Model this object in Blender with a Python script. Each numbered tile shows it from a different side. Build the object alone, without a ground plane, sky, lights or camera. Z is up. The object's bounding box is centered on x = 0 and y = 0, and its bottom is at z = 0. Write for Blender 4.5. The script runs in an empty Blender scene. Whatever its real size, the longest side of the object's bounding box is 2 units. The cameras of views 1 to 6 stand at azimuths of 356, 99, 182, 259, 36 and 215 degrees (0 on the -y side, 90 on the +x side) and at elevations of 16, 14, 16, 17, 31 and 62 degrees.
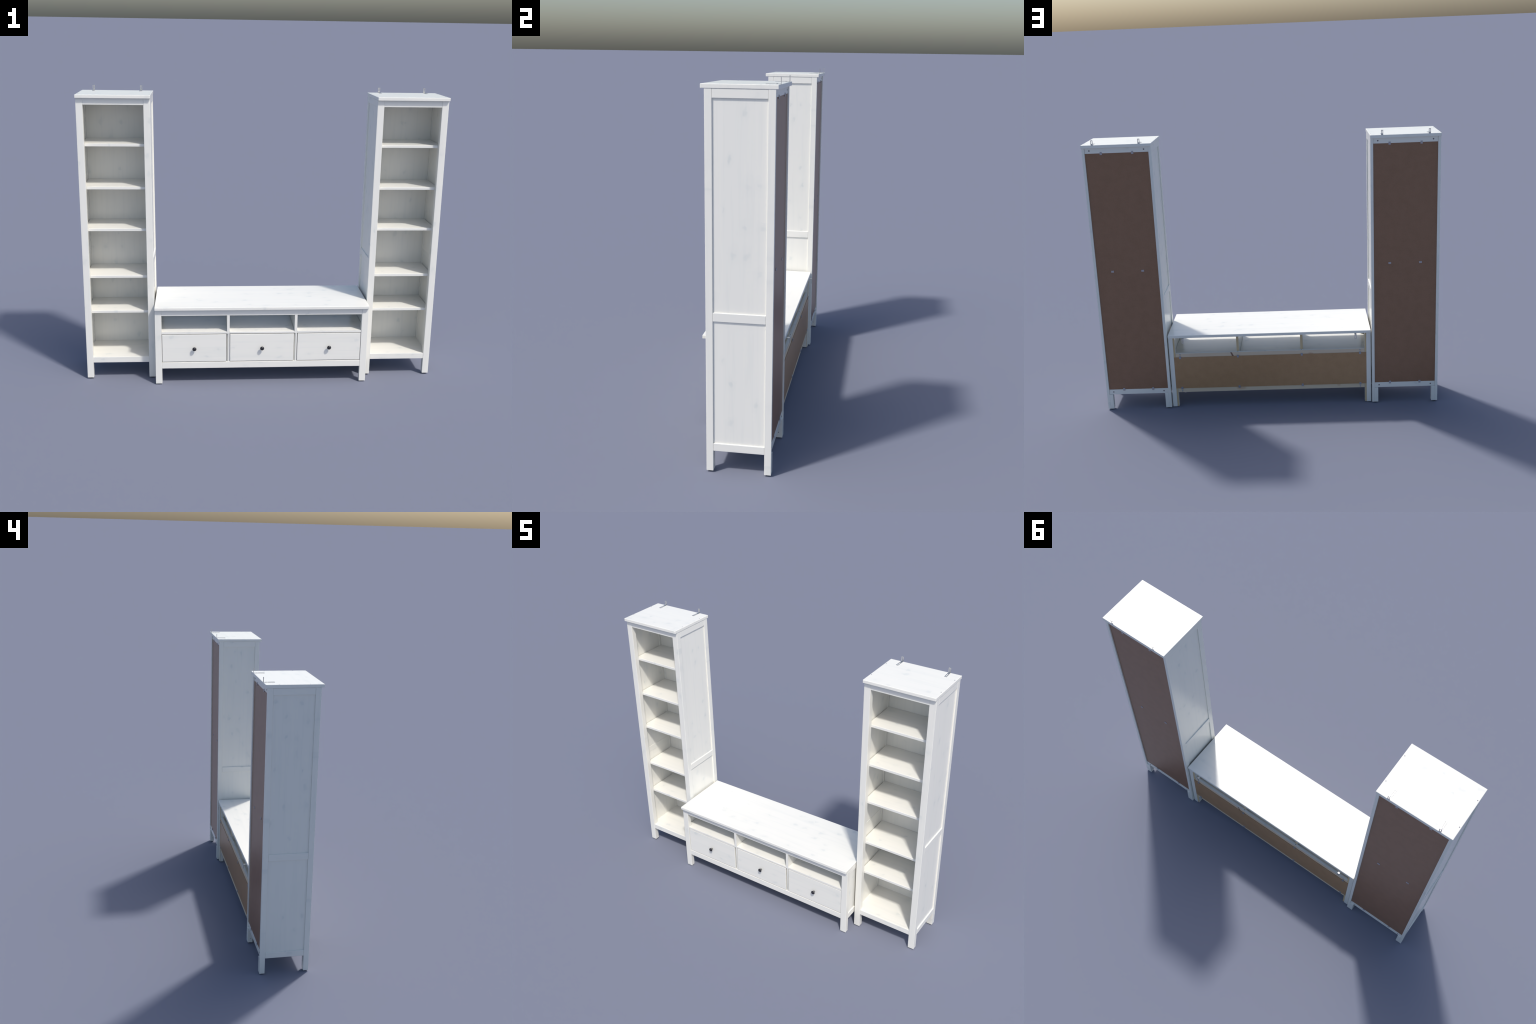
"""Two tall open bookcases flanking a low three-drawer media bench, white-stained pine.
Frame: metres, z up, front faces -y."""
import bpy, bmesh, math
from mathutils import Vector, Matrix

# ----------------------------------------------------------------- materials
def new_mat(name):
    m = bpy.data.materials.new(name)
    m.use_nodes = True
    nt = m.node_tree
    nt.nodes.clear()
    out = nt.nodes.new("ShaderNodeOutputMaterial")
    b = nt.nodes.new("ShaderNodeBsdfPrincipled")
    nt.links.new(b.outputs[0], out.inputs[0])
    return m, nt, b


class NB:
    """small node-building helper"""
    def __init__(self, nt):
        self.nt = nt

    def node(self, kind, **kw):
        n = self.nt.nodes.new(kind)
        for k, v in kw.items():
            setattr(n, k, v)
        return n

    def put(self, sock, v):
        if hasattr(v, "is_output"):
            self.nt.links.new(v, sock)
        else:
            sock.default_value = v

    def math(self, op, a, b=0.0, c=None, clamp=False):
        n = self.node("ShaderNodeMath", operation=op, use_clamp=clamp)
        self.put(n.inputs[0], a)
        self.put(n.inputs[1], b)
        if c is not None:
            self.put(n.inputs[2], c)
        return n.outputs[0]

    def vmath(self, op, a, b):
        n = self.node("ShaderNodeVectorMath", operation=op)
        self.put(n.inputs[0], a)
        self.put(n.inputs[1], b)
        return n.outputs[0]

    def comb(self, x, y, z):
        n = self.node("ShaderNodeCombineXYZ")
        for i, v in enumerate((x, y, z)):
            self.put(n.inputs[i], v)
        return n.outputs[0]

    def sep(self, v):
        n = self.node("ShaderNodeSeparateXYZ")
        self.put(n.inputs[0], v)
        return n.outputs

    def noise(self, vec, scale=1.0, detail=2.0, rough=0.5):
        n = self.node("ShaderNodeTexNoise")
        self.put(n.inputs["Vector"], vec)
        n.inputs["Scale"].default_value = scale
        n.inputs["Detail"].default_value = detail
        n.inputs["Roughness"].default_value = rough
        return n.outputs[0]

    def ramp(self, v, lo, hi, a=0.0, b=1.0):
        n = self.node("ShaderNodeMapRange", interpolation_type="SMOOTHSTEP")
        self.put(n.inputs[0], v)
        for i, x in zip((1, 2, 3, 4), (lo, hi, a, b)):
            n.inputs[i].default_value = x
        return n.outputs[0]

    def mix(self, f, a, b):
        n = self.node("ShaderNodeMix", data_type="RGBA")
        self.put(n.inputs[0], f)
        self.put(n.inputs[6], a)
        self.put(n.inputs[7], b)
        return n.outputs[2]


def wood_coords(nb, order):
    """(along grain, across wide side, across thin side) + a per-object offset"""
    tc = nb.node("ShaderNodeTexCoord").outputs["Object"]
    o = nb.sep(tc)
    rnd = nb.node("ShaderNodeObjectInfo").outputs["Random"]
    pick = {"x": o[0], "y": o[1], "z": o[2]}
    a = nb.math("ADD", pick[order[0]], nb.math("MULTIPLY", rnd, 31.7))
    b = nb.math("ADD", pick[order[1]], nb.math("MULTIPLY", rnd, 17.3))
    return a, b, pick[order[2]]


ROUGH = 0.22
WHITE = (0.875, 0.862, 0.800, 1)
KNOT = (0.57, 0.62, 0.615, 1)


def white_wood(order):
    """white stain over pine; order = grain axis, wide axis, thin axis"""
    m, nt, bs = new_mat("white_stained_pine_" + order)
    nb = NB(nt)
    a, b, c = wood_coords(nb, order)
    # glued staves, each with its own faint tone
    wob = nb.math("MULTIPLY", nb.noise(nb.comb(nb.math("MULTIPLY", a, 2.0), b, c), 1.0, 1.0), 0.012)
    stave = nb.math("FLOOR", nb.math("DIVIDE", nb.math("ADD", b, wob), 0.042))
    wn = nb.node("ShaderNodeTexWhiteNoise", noise_dimensions="1D")
    nb.put(wn.inputs["W"], stave)
    tone = wn.outputs["Value"]
    # streaks running with the grain
    g1 = nb.noise(nb.comb(nb.math("MULTIPLY", a, 3.0), nb.math("MULTIPLY", b, 55.0), nb.math("MULTIPLY", c, 55.0)), 1.0, 3.0)
    g2 = nb.noise(nb.comb(nb.math("MULTIPLY", a, 9.0), nb.math("MULTIPLY", b, 420.0), nb.math("MULTIPLY", c, 420.0)), 1.0, 2.0)
    # knots: a soft eye in some cells of a stretched lattice
    warp = nb.noise(nb.comb(nb.math("MULTIPLY", a, 28.0), nb.math("MULTIPLY", b, 28.0), 0.0), 1.0, 2.0)
    wv = nb.math("MULTIPLY", nb.math("SUBTRACT", warp, 0.5), 0.55)
    ka = nb.math("ADD", nb.math("DIVIDE", a, 0.092), wv)
    kb = nb.math("ADD", nb.math("DIVIDE", b, 0.060), wv)
    vo = nb.node("ShaderNodeTexVoronoi", voronoi_dimensions="2D", feature="F1")
    nb.put(vo.inputs["Vector"], nb.comb(ka, kb, 0.0))
    vo.inputs["Scale"].default_value = 1.0
    vo.inputs["Randomness"].default_value = 0.9
    rc = nb.sep(vo.outputs["Color"])
    on = nb.math("GREATER_THAN", rc[0], 0.66)
    size = nb.math("MULTIPLY_ADD", rc[1], 0.14, 0.10)
    d = nb.math("DIVIDE", vo.outputs["Distance"], size)
    eye = nb.math("MULTIPLY", nb.ramp(d, 0.25, 1.15, 1.0, 0.0), on)
    halo = nb.math("MULTIPLY", nb.ramp(d, 0.6, 3.2, 1.0, 0.0), on)
    strength = nb.math("MULTIPLY_ADD", rc[2], 0.20, 0.08)
    f = nb.math("MULTIPLY", eye, strength)
    f = nb.math("MULTIPLY_ADD", halo, 0.06, f)
    f = nb.math("MULTIPLY_ADD", nb.ramp(g1, 0.45, 0.72), 0.085, f)
    f = nb.math("MULTIPLY_ADD", g2, 0.030, f)
    f = nb.math("MULTIPLY_ADD", tone, 0.05, f, clamp=True)
    col = nb.mix(f, WHITE, KNOT)
    nb.put(bs.inputs["Base Color"], col)
    bs.inputs["Roughness"].default_value = ROUGH
    bs.inputs["Specular IOR Level"].default_value = 0.5
    bump = nb.node("ShaderNodeBump")
    bump.inputs["Strength"].default_value = 0.10
    bump.inputs["Distance"].default_value = 0.001
    nb.put(bump.inputs["Height"], g2)
    nb.put(bs.inputs["Normal"], bump.outputs[0])
    return m


def raw_pine(name, base, streak, order, knots=()):
    m, nt, bs = new_mat(name)
    nb = NB(nt)
    tc = nb.node("ShaderNodeTexCoord").outputs["Object"]
    o = nb.sep(tc)
    pick = {"x": o[0], "y": o[1], "z": o[2]}
    a, b, c = (pick[k] for k in order)
    g = nb.noise(nb.comb(nb.math("MULTIPLY", a, 5.0), nb.math("MULTIPLY", b, 140.0), nb.math("MULTIPLY", c, 140.0)), 1.0, 3.0)
    big = nb.noise(nb.comb(nb.math("MULTIPLY", a, 4.0), nb.math("MULTIPLY", b, 8.0), 0.0), 1.0, 1.0)
    f = nb.math("MULTIPLY", nb.ramp(g, 0.35, 0.7), 0.35)
    f = nb.math("MULTIPLY_ADD", nb.ramp(big, 0.5, 0.75), 0.35, f, clamp=True)
    col = nb.mix(f, base, streak)
    for (ka, kb, ra, rb, tilt, colour, amount) in knots:
        da = nb.math("SUBTRACT", nb.math("SUBTRACT", a, ka), nb.math("MULTIPLY", b, tilt))
        db = nb.math("SUBTRACT", b, kb)
        dd = nb.math("ADD", nb.math("POWER", nb.math("ABSOLUTE", nb.math("DIVIDE", da, ra)), 2.0),
                     nb.math("POWER", nb.math("ABSOLUTE", nb.math("DIVIDE", db, rb)), 2.0))
        col = nb.mix(nb.ramp(dd, 0.3, 1.4, amount, 0.0), col, colour)
    nb.put(bs.inputs["Base Color"], col)
    bs.inputs["Roughness"].default_value = 0.65
    return m


def hardboard(name, base, dark):
    m, nt, bs = new_mat(name)
    nb = NB(nt)
    tc = nb.node("ShaderNodeTexCoord").outputs["Object"]
    n1 = nb.noise(tc, 260.0, 3.0, 0.65)
    n2 = nb.noise(tc, 22.0, 2.0)
    f = nb.math("MULTIPLY", nb.ramp(n1, 0.3, 0.75), 0.45)
    f = nb.math("MULTIPLY_ADD", nb.ramp(n2, 0.35, 0.7), 0.25, f, clamp=True)
    nb.put(bs.inputs["Base Color"], nb.mix(f, base, dark))
    bs.inputs["Roughness"].default_value = 0.32
    bs.inputs["Specular IOR Level"].default_value = 0.5
    return m


def plain(name, col, rough=0.5, metal=0.0, grain=0.06):
    m, nt, bs = new_mat(name)
    nb = NB(nt)
    tc = nb.node("ShaderNodeTexCoord").outputs["Object"]
    n = nb.noise(tc, 180.0, 2.0)
    dark = tuple(v * (1 - 2 * grain) for v in col[:3]) + (1,)
    nb.put(bs.inputs["Base Color"], nb.mix(n, col, dark))
    bs.inputs["Roughness"].default_value = rough
    bs.inputs["Metallic"].default_value = metal
    return m


W = {}
def wood(order):
    if order not in W:
        W[order] = white_wood(order)
    return W[order]


M_BROWN = hardboard("brown_hardboard", (0.292, 0.160, 0.096, 1), (0.218, 0.115, 0.062, 1))
M_TAN = hardboard("tan_hardboard", (0.44, 0.265, 0.135, 1), (0.35, 0.20, 0.095, 1))
KNOT_RED = (0.16, 0.06, 0.04, 1)
KNOT_ORANGE = (0.50, 0.27, 0.14, 1)
M_PINE_MID = raw_pine("raw_pine_middle", (0.69, 0.57, 0.43, 1), (0.63, 0.49, 0.37, 1), "xzy",
                      knots=((0.222, 0.0, 0.006, 0.05, 0.45, KNOT_RED, 0.85), (-0.245, -0.012, 0.02, 0.02, 0.3, KNOT_ORANGE, 0.5)))
M_PINE_LOW = raw_pine("raw_pine_low", (0.68, 0.58, 0.43, 1), (0.62, 0.50, 0.36, 1), "xzy",
                      knots=((0.18, 0.002, 0.03, 0.012, 0.0, KNOT_ORANGE, 0.40), (-0.41, 0.006, 0.012, 0.01, 0.2, KNOT_ORANGE, 0.35)))
M_PINE_EDGE = raw_pine("raw_pine_edge", (0.64, 0.50, 0.30, 1), (0.58, 0.44, 0.25, 1), "zxy")
M_STEEL = plain("galvanised_steel", (0.62, 0.62, 0.62, 1), 0.33, 1.0, 0.05)
M_CLIP = plain("grey_clip", (0.50, 0.47, 0.50, 1), 0.45, 0.2)
M_CLIP_BLUE = plain("zinc_clip", (0.40, 0.43, 0.50, 1), 0.35, 0.7)
M_SCREW = plain("dull_screw", (0.22, 0.20, 0.21, 1), 0.4, 0.6)
M_HOLE = plain("dark_hole", (0.22, 0.23, 0.26, 1), 0.24)
M_GLIDE = plain("black_rubber", (0.02, 0.02, 0.02, 1), 0.6)
M_KNOB = plain("black_knob", (0.022, 0.022, 0.028, 1), 0.22, 0.0)
M_STEM = plain("dark_metal_stem", (0.20, 0.20, 0.19, 1), 0.35, 0.7)

# ----------------------------------------------------------------- geometry
COL = bpy.context.scene.collection


def link(name, mesh, parent, loc=(0, 0, 0)):
    o = bpy.data.objects.new(name, mesh)
    COL.objects.link(o)
    o.parent = parent
    o.location = loc
    return o


def root(name, label, category, x):
    e = bpy.data.objects.new(name, None)
    COL.objects.link(e)
    e.location = (x, 0, 0)
    e["label"] = label
    e["category"] = category
    return e


def bm_box(bm, lo, hi):
    lo, hi = Vector(lo), Vector(hi)
    mat = Matrix.Translation((lo + hi) / 2) @ Matrix.Diagonal((*(hi - lo), 1))
    return bmesh.ops.create_cube(bm, size=1.0, matrix=mat)["verts"]


def bm_prism(bm, pts, z0, z1):
    """outline in xy (counter-clockwise), extruded in z"""
    lo = [bm.verts.new((x, y, z0)) for x, y in pts]
    hi = [bm.verts.new((x, y, z1)) for x, y in pts]
    n = len(pts)
    bm.faces.new(lo[::-1])
    bm.faces.new(hi)
    for i in range(n):
        j = (i + 1) % n
        bm.faces.new((lo[i], lo[j], hi[j], hi[i]))


def finish(bm, name, mat, bevel=0.0, seg=2, smooth=False):
    if bevel > 0:
        bmesh.ops.bevel(bm, geom=[e for e in bm.edges if e.calc_face_angle(0) > 0.5], offset=bevel, segments=seg,
                        profile=0.5, affect="EDGES", clamp_overlap=True)
    bmesh.ops.recalc_face_normals(bm, faces=bm.faces)
    me = bpy.data.meshes.new(name)
    bm.to_mesh(me)
    bm.free()
    me.materials.append(mat)
    if smooth:
        me.shade_smooth()
        me.set_sharp_from_angle(angle=math.radians(35))
    return me


def box(name, parent, lo, hi, mat, bevel=0.0012, seg=2):
    """a board between two corners, origin at its middle"""
    c = (Vector(lo) + Vector(hi)) / 2
    bm = bmesh.new()
    bm_box(bm, Vector(lo) - c, Vector(hi) - c)
    return link(name, finish(bm, name, mat, bevel, seg), parent, c)


def boxes(name, parent, parts, mat, bevel=0.0012, origin=(0, 0, 0)):
    """several blocks joined in one mesh"""
    bm = bmesh.new()
    for lo, hi in parts:
        bm_box(bm, lo, hi)
    return link(name, finish(bm, name, mat, bevel), parent, origin)


def mirror(obj, name=None):
    """same mesh on the other side (x -> -x)"""
    o = obj.copy()
    COL.objects.link(o)
    o.location.x = -obj.location.x
    return o


def again(obj, loc):
    o = obj.copy()
    COL.objects.link(o)
    o.location = loc
    return o


def disc(name, parent, loc, r, h, mat, axis="z", dome=0.0, cross=False, segs=20):
    """short cylinder (screw head, glide, hole) standing along an axis from its base point"""
    bm = bmesh.new()
    prof = [(r, 0.0), (r, h * (1 - dome)), (r * 0.75, h * (1 - dome * 0.35)), (r * 0.3, h)]
    rings = []
    for rr, zz in prof:
        rings.append([bm.verts.new((rr * math.cos(2 * math.pi * i / segs), rr * math.sin(2 * math.pi * i / segs), zz)) for i in range(segs)])
    for k in range(len(rings) - 1):
        for i in range(segs):
            j = (i + 1) % segs
            bm.faces.new((rings[k][i], rings[k][j], rings[k + 1][j], rings[k + 1][i]))
    bm.faces.new(rings[-1])
    bm.faces.new(rings[0][::-1])
    if cross:   # raised rim bars read as a cross recess
        for rot in (0, 1):
            lo = (-r * 0.55, -r * 0.11, h * 0.98) if rot == 0 else (-r * 0.11, -r * 0.55, h * 0.985)
            hi = (r * 0.55, r * 0.11, h * 1.06) if rot == 0 else (r * 0.11, r * 0.55, h * 1.065)
            bm_box(bm, lo, hi)
    if axis == "y":
        bmesh.ops.rotate(bm, verts=bm.verts, matrix=Matrix.Rotation(-math.pi / 2, 3, "X"))
    return link(name, finish(bm, name, mat, smooth=True), parent, loc)


def bracket_mesh():
    """L-shaped slotted angle: foot runs to -y, upright to +z, corner at the origin"""
    t, w, s = 0.0014, 0.0118, 0.0035       # sheet thickness, width, side strip
    h = w / 2
    bm = bmesh.new()
    # foot: solid near the corner, long slot towards the tip
    bm_box(bm, (-h, -0.0215, 0), (h, 0, t))
    bm_box(bm, (-h, -0.0565, 0), (-h + s, -0.0215, t))
    bm_box(bm, (h - s, -0.0565, 0), (h, -0.0215, t))
    bm_box(bm, (-h, -0.0595, 0), (h, -0.0565, t))
    # upright: solid root, slot, top bar
    bm_box(bm, (-h, -t, t), (h, 0, 0.0075))
    bm_box(bm, (-h, -t, 0.0075), (-h + s, 0, 0.0240))
    bm_box(bm, (h - s, -t, 0.0075), (h, 0, 0.0240))
    bm_box(bm, (-h, -t, 0.0240), (h, 0, 0.0270))
    return finish(bm, "wall_bracket", M_STEEL)


BRACKET = bracket_mesh()


def clip_mesh(name, w, h, d, mat):
    """small stamped retaining clip: base plate with a raised tab and a rivet"""
    bm = bmesh.new()
    bm_box(bm, (-w / 2, 0, -h / 2), (w / 2, d * 0.6, h / 2))
    bm_box(bm, (-w / 2, d * 0.55, -h / 2), (w / 2, d, 0))
    bmesh.ops.create_cone(bm, cap_ends=True, segments=12, radius1=w * 0.2, radius2=w * 0.16, depth=d * 0.8,
                          matrix=Matrix.Translation((0, d * 0.9, h * 0.2)) @ Matrix.Rotation(-math.pi / 2, 4, "X"))
    return finish(bm, name, mat, 0.0003, 1)


# ----------------------------------------------------------------- bookcase
BOARD_H, BOARD_Z0, BOARD_Z1 = 0.19675, 1.5976, 1.6152
LEG_OUT, LEG_IN = 0.1952, 0.1588


def bookcase(x):
    r = root("bookcase", "tall narrow open white pine bookcase with five shelves", "bookcase", x)
    box("top_board", r, (-BOARD_H, -0.1027, BOARD_Z0), (BOARD_H, 0.1996, BOARD_Z1), wood("xyz"), 0.0022, 3)

    leg = box("front_leg", r, (LEG_IN, -0.0877, 0.004), (LEG_OUT, -0.0577, BOARD_Z0), wood("zxy"), 0.0016)
    mirror(leg)
    # the back leg is rebated above the rail so the back sheet can sit in it
    for s in (1, -1):
        p = [((0.1793, 0.1600, 0.004), (LEG_OUT, 0.1893, BOARD_Z0)), ((LEG_IN, 0.1600, 0.004), (0.1793, 0.1893, 0.0968))]
        if s < 0:
            p = [((-hi[0], lo[1], lo[2]), (-lo[0], hi[1], hi[2])) for lo, hi in p]
        boxes("back_leg", r, p, wood("zxy"), 0.0010)

    # framed sides: thin panel held by three rails
    panel = box("side_panel", r, (0.1820, -0.0575, 0.110), (0.1893, 0.1598, 1.580), wood("zyx"), 0)
    mirror(panel)
    for z0, z1 in ((1.5618, BOARD_Z0 - 0.0004), (0.6706, 0.7078), (0.0965, 0.1310)):
        rail = box("side_rail", r, (0.1808, -0.0575, z0), (0.1949, 0.1598, z1), wood("yzx"), 0.0016)
        mirror(rail)

    box("front_rail", r, (-LEG_IN, -0.0866, 1.5624), (LEG_IN, -0.0690, BOARD_Z0 - 0.0003), wood("xzy"), 0.0012)
    box("front_rail", r, (-LEG_IN, -0.0866, 0.0968), (LEG_IN, -0.0692, 0.1305), wood("xzy"), 0.0014)
    box("back_rail", r, (-0.1790, 0.1600, 1.5664), (0.1790, 0.1848, BOARD_Z0 - 0.0003), wood("xzy"), 0.0008)
    box("back_rail", r, (-0.1790, 0.1600, 0.0974), (0.1790, 0.1848, 0.1287), wood("xzy"), 0.0008)

    first = None
    for zc in (1.3456, 1.1108, 0.8762, 0.6049, 0.3961):
        if first is None:
            first = box("shelf", r, (-0.1795, -0.0574, zc - 0.0075), (0.1795, 0.1745, zc + 0.0075), wood("xyz"), 0.0016)
        else:
            again(first, (0, first.location.y, zc))
    bottom = bmesh.new()
    bm_prism(bottom, [(-0.1588, -0.0688), (0.1588, -0.0688), (0.1588, -0.0573), (0.1806, -0.0573), (0.1806, 0.1596), (-0.1806, 0.1596),
                      (-0.1806, -0.0573), (-0.1588, -0.0573)], -0.006, 0.006)
    link("bottom_board", finish(bottom, "bottom_board", wood("xyz"), 0.0006), r, (0, 0, 0.1236))

    box("back_lining", r, (-0.1790, 0.1758, 0.1290), (0.1790, 0.1782, 1.5660), wood("zxy"), 0)
    box("back_panel", r, (-0.1791, 0.1784, 0.1288), (0.1791, 0.1830, 1.5662), M_BROWN, 0)

    # fittings
    for i, bx in enumerate((-0.1306, 0.1306)):
        b = link("wall_bracket", BRACKET, r, (bx, 0.1992, BOARD_Z1 + 0.0001))
        b.rotation_euler.z = (0.05, -0.03)[i] if x < 0 else (-0.02, 0.06)[i]
        disc("bracket_screw", b, (0, -0.0165, 0.0014), 0.0036, 0.0016, M_STEEL, dome=0.6, cross=True)
    h0 = None
    for hx in (-0.1880, 0.1880):
        for hy in (-0.0280, 0.1300):
            h0 = disc("screw_hole", r, (hx, hy, BOARD_Z1 - 0.0003), 0.0027, 0.00045, M_HOLE) if h0 is None else again(h0, (hx, hy, BOARD_Z1 - 0.0003))
    s0 = None
    for sx in (-0.1532, 0.1532):
        for sz in (0.1132, 1.5820):
            s0 = disc("rail_screw", r, (sx, 0.1847, sz), 0.0042, 0.0012, M_SCREW, "y", 0.5, True) if s0 is None else again(s0, (sx, 0.1847, sz))
    c_small = clip_mesh("panel_clip", 0.0122, 0.0165, 0.0026, M_CLIP)
    c_wide = clip_mesh("panel_clip", 0.0155, 0.0108, 0.0024, M_CLIP)
    for cx in (-0.0880, 0.0880):
        link("panel_clip", c_small, r, (cx, 0.1848, 1.5660))
        link("panel_clip", c_small, r, (cx, 0.1848, 0.1292))
        link("panel_clip", c_wide, r, (cx, 0.1830, 0.8752))
    g0 = None
    for gx in (-0.177, 0.177):
        for gy in (-0.0727, 0.1745):
            g0 = disc("foot_glide", r, (gx, gy, 0.0), 0.0115, 0.0045, M_GLIDE, dome=0.1) if g0 is None else again(g0, (gx, gy, 0.0))
    k0 = None                               # dowel holes on the inner faces of the back feet
    for s in (1, -1):
        d = disc("dowel_hole", r, (s * (LEG_IN - 0.0003), 0.1710, 0.0300), 0.0022, 0.0006, M_HOLE)
        d.rotation_euler.y = math.pi / 2
    return r


# ----------------------------------------------------------------- media bench
def bench():
    r = root("media_bench", "low wide white pine media bench with three drawers", "tv bench", 0.0)
    T0, T1 = 0.4480, 0.4652
    LO, LI = 0.6025, 0.5657
    box("top_board", r, (-0.6026, -0.1956, T0), (0.6026, 0.1836, T1), wood("xyz"), 0.0024, 3)

    leg = box("front_leg", r, (LI, -0.1788, 0.002), (LO, -0.1522, T0), wood("zxy"), 0.0016)
    mirror(leg)
    for s in (1, -1):
        f = lambda lo, hi: (lo, hi) if s > 0 else ((-hi[0], lo[1], lo[2]), (-lo[0], hi[1], hi[2]))
        l = boxes("back_leg", r, [f((0.5762, 0.1480, 0.002), (LO, 0.1762, T0)), f((LI, 0.1480, 0.002), (0.5762, 0.1712, T0))], wood("zxy"), 0.0010)
        lo, hi = f((LI + 0.0004, 0.1712, 0.0022), (0.5760, 0.1726, T0 - 0.0002))
        box("rebate_edge", r, lo, hi, M_PINE_EDGE, 0)

    panel = box("side_panel", r, (0.5880, -0.1520, 0.105), (0.5965, 0.1478, 0.430), wood("zyx"), 0)
    mirror(panel)
    for z0, z1 in ((0.4200, T0 - 0.0004), (0.0945, 0.1310)):
        rail = box("side_rail", r, (0.5868, -0.1520, z0), (0.6020, 0.1478, z1), wood("yzx"), 0.0013)
        mirror(rail)

    box("front_rail", r, (-LI, -0.1775, 0.4112), (LI, -0.1600, T0 - 0.0003), wood("xzy"), 0.0012)
    box("front_rail", r, (-LI, -0.1775, 0.0942), (LI, -0.1600, 0.1312), wood("xzy"), 0.0014)

    # dividers; below the shelf the front edge's left half is slanted to model a grey shaded strip
    DX = 0.1912
    for dx in (-DX, DX):
        bm = bmesh.new()
        w = 0.0073
        bm_prism(bm, [(-w, -0.1768), (w, -0.1768), (w, 0.1552), (-w, 0.1552)], 0.3020, T0 - 0.0004)
        bm_prism(bm, [(-0.0005, -0.1760), (w, -0.1760), (w, 0.1552), (-w, 0.1552), (-w, -0.1665)], 0.1314, 0.3020)
        link("divider", finish(bm, "divider", wood("zyx"), 0.0006, 1), r, (dx, 0, 0))
        box("divider_edge", r, (dx - w + 0.0003, 0.1552, 0.3468), (dx + w - 0.0003, 0.1562, T0 - 0.0005), M_PINE_EDGE, 0)

    # open shelf over the drawers, notched round the front legs at both ends
    zs = 0.3083
    e = DX + 0.0076
    box("shelf", r, (-DX + 0.0076, -0.1768, zs - 0.0063), (DX - 0.0076, 0.1550, zs + 0.0058), wood("xyz"), 0.0018)
    for s in (1, -1):
        pts = [(e, -0.1768), (0.5650, -0.1768), (0.5650, -0.1515), (0.5862, -0.1515), (0.5862, 0.1476), (0.5650, 0.1476), (0.5650, 0.1550), (e, 0.1550)]
        cx = 0.38
        pts = [(px - cx, py) for px, py in pts]
        if s < 0:
            pts = [(-px, py) for px, py in pts][::-1]
        bm = bmesh.new()
        bm_prism(bm, pts, -0.0058, 0.0058)
        link("shelf", finish(bm, "shelf", wood("xyz"), 0.0018), r, (s * cx, 0, zs))

    # drawers: front, box sides, bottom, knob
    z0, z1 = 0.1346, 0.2984
    for (x0, x1) in ((-0.5634, -0.2016), (-0.1812, 0.1814), (0.2016, 0.5638)):
        xc = (x0 + x1) / 2
        f = box("drawer_front", r, (x0, -0.1766, z0), (x1, -0.1640, z1), wood("xzy"), 0.0016)
        bm = bmesh.new()
        h = (x1 - x0) / 2 - 0.006
        bm_box(bm, (-h, 0.0, 0.004), (-h + 0.009, 0.300, 0.130))
        bm_box(bm, (h - 0.009, 0.0, 0.004), (h, 0.300, 0.130))
        bm_box(bm, (-h + 0.009, 0.291, 0.004), (h - 0.009, 0.300, 0.130))
        bm_box(bm, (-h + 0.009, 0.0, 0.004), (h - 0.009, 0.291, 0.008))
        link("drawer_box", finish(bm, "drawer_box", wood("yzx")), f, (0, 0.0064, z0 - (z0 + z1) / 2 + 0.004))
        knob(f, (0, -0.1766 - f.location.y, 0.2160 - f.location.z))

    # back: two raw rails, hardboard below, open cable gap above
    box("back_rail", r, (-LI + 0.0006, 0.1558, 0.3022), (LI - 0.0006, 0.1705, 0.3466), wood("xzy"), 0.0008)
    box("rail_face", r, (-LI + 0.0006, 0.1705, 0.3024), (LI - 0.0006, 0.1720, 0.3452), M_PINE_MID, 0)
    box("back_rail", r, (-LI + 0.0006, 0.1558, 0.0946), (LI - 0.0006, 0.1705, 0.1260), wood("xzy"), 0.0008)
    box("rail_face", r, (-LI + 0.0006, 0.1705, 0.0944), (LI - 0.0006, 0.1720, 0.1262), M_PINE_LOW, 0)
    box("back_panel", r, (-0.5758, 0.1727, 0.1208), (0.5758, 0.1752, 0.3220), M_TAN, 0)

    c = clip_mesh("panel_clip", 0.0118, 0.0155, 0.0026, M_CLIP_BLUE)
    for cx in (-0.5388, -0.1912, 0.1912, 0.5388):
        link("panel_clip", c, r, (cx, 0.1750, 0.3208))
        o = link("panel_clip", c, r, (cx, 0.1750, 0.1222))
    s0 = None
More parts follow.
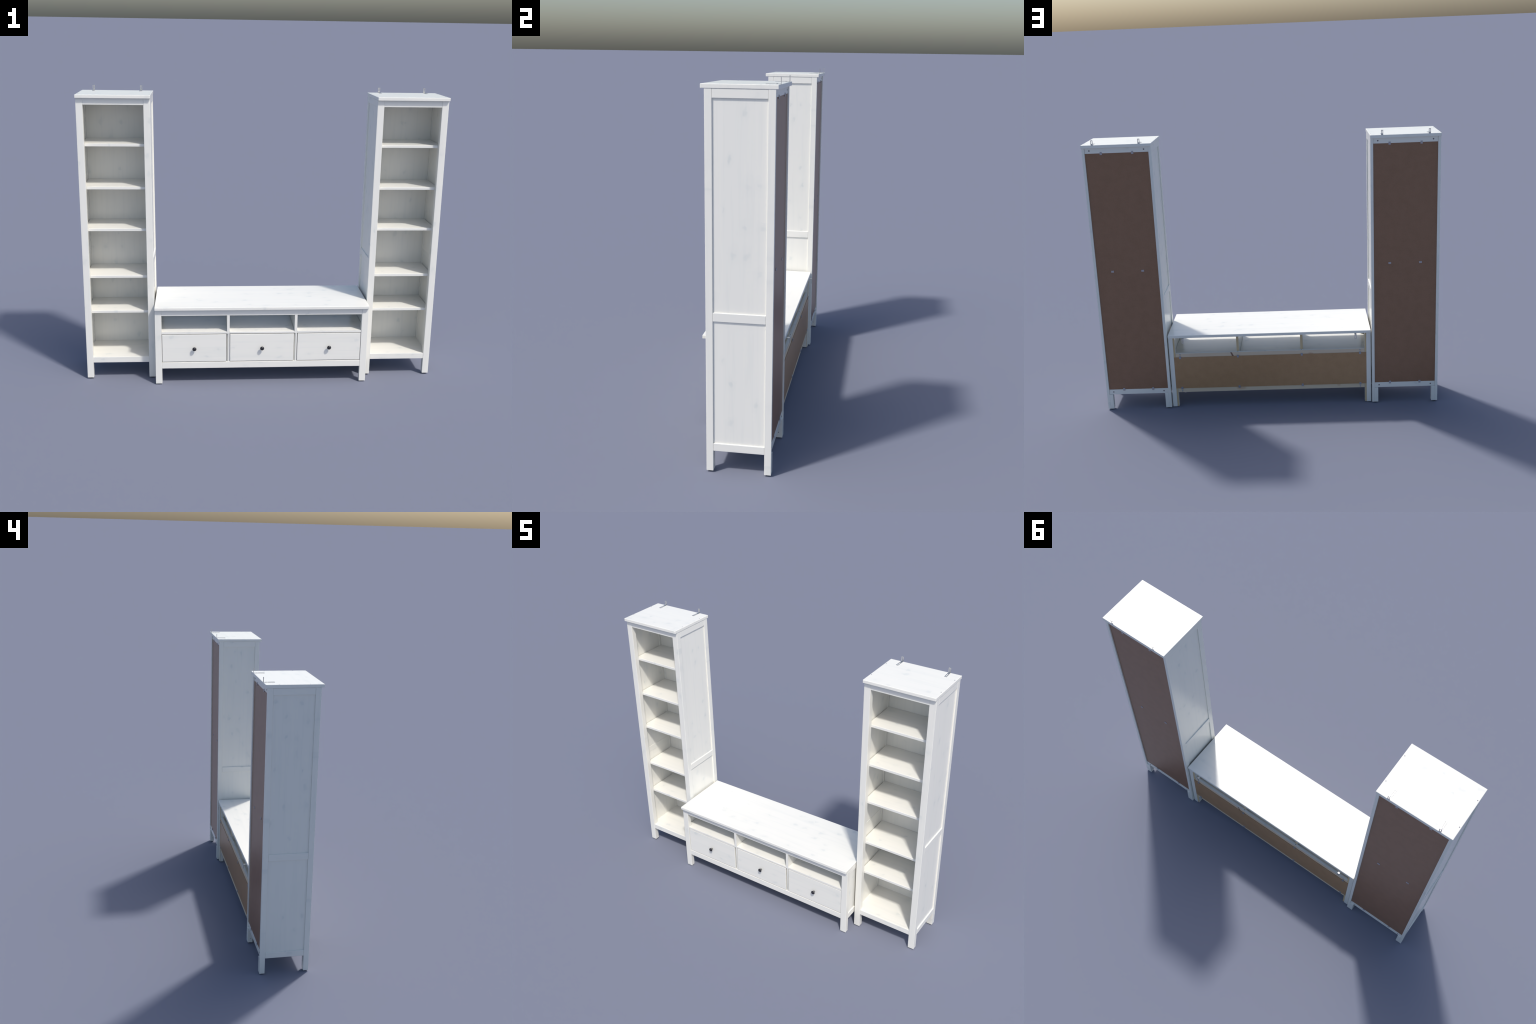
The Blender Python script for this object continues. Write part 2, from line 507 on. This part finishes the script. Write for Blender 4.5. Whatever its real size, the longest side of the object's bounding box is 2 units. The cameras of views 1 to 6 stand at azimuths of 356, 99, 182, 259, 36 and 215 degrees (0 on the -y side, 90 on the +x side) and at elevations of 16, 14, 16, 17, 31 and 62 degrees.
    for sx in (-0.5388, 0.5388):
        for sz in (0.3392, 0.1030):
            s0 = disc("rail_screw", r, (sx, 0.1719, sz), 0.0042, 0.0018, M_CLIP_BLUE, "y", 0.5, True) if s0 is None else again(s0, (sx, 0.1719, sz))
    for bx in (-0.5120, 0.5120):
        b = link("wall_bracket", BRACKET, r, (bx, 0.1996, T0 - 0.0001))
        b.rotation_euler.y = math.pi
    h0 = None
    for dx in (-DX, DX):                    # screw holes in the top of the back rail
        h0 = disc("screw_hole", r, (dx, 0.1634, 0.3464), 0.0026, 0.0006, M_HOLE) if h0 is None else again(h0, (dx, 0.1634, 0.3464))
    g0 = None
    for gx in (-0.584, 0.584):
        for gy in (-0.1644, 0.1610):
            g0 = disc("foot_glide", r, (gx, gy, 0.0), 0.0110, 0.0025, M_GLIDE, dome=0.1) if g0 is None else again(g0, (gx, gy, 0.0))
    return r


KNOB_MESH = []


def knob(parent, loc):
    """turned mushroom knob on a slim stem, pointing to -y"""
    if not KNOB_MESH:
        def lathe(prof, mat, nm):
            bm = bmesh.new()
            n = 32
            rings = [[bm.verts.new((q * math.cos(2 * math.pi * i / n), -d, q * math.sin(2 * math.pi * i / n))) for i in range(n)] for q, d in prof]
            for k in range(len(rings) - 1):
                for i in range(n):
                    j = (i + 1) % n
                    bm.faces.new((rings[k][i], rings[k][j], rings[k + 1][j], rings[k + 1][i]))
            bm.faces.new(rings[0])
            bm.faces.new(rings[-1])
            return finish(bm, nm, mat, smooth=True)
        R = 0.0117
        cap = [(0.0050, 0.0120)]
        cap += [(0.0085, 0.0122), (0.0108, 0.0132), (R, 0.0150)]
        for k in range(1, 9):               # domed face
            a = k / 8 * math.pi / 2
            cap.append((max(R * math.cos(a), 0.0006), 0.0150 + 0.0078 * math.sin(a)))
        KNOB_MESH.append(lathe(cap, M_KNOB, "knob"))
        KNOB_MESH.append(lathe([(0.0056, -0.0002), (0.0054, 0.0010), (0.0038, 0.0030), (0.0036, 0.0080), (0.0048, 0.0122)], M_STEM, "knob_stem"))
    k = link("knob", KNOB_MESH[0], parent, loc)
    link("knob_stem", KNOB_MESH[1], parent, loc)
    return k


bookcase(-0.80325)
bookcase(0.80325)
bench()
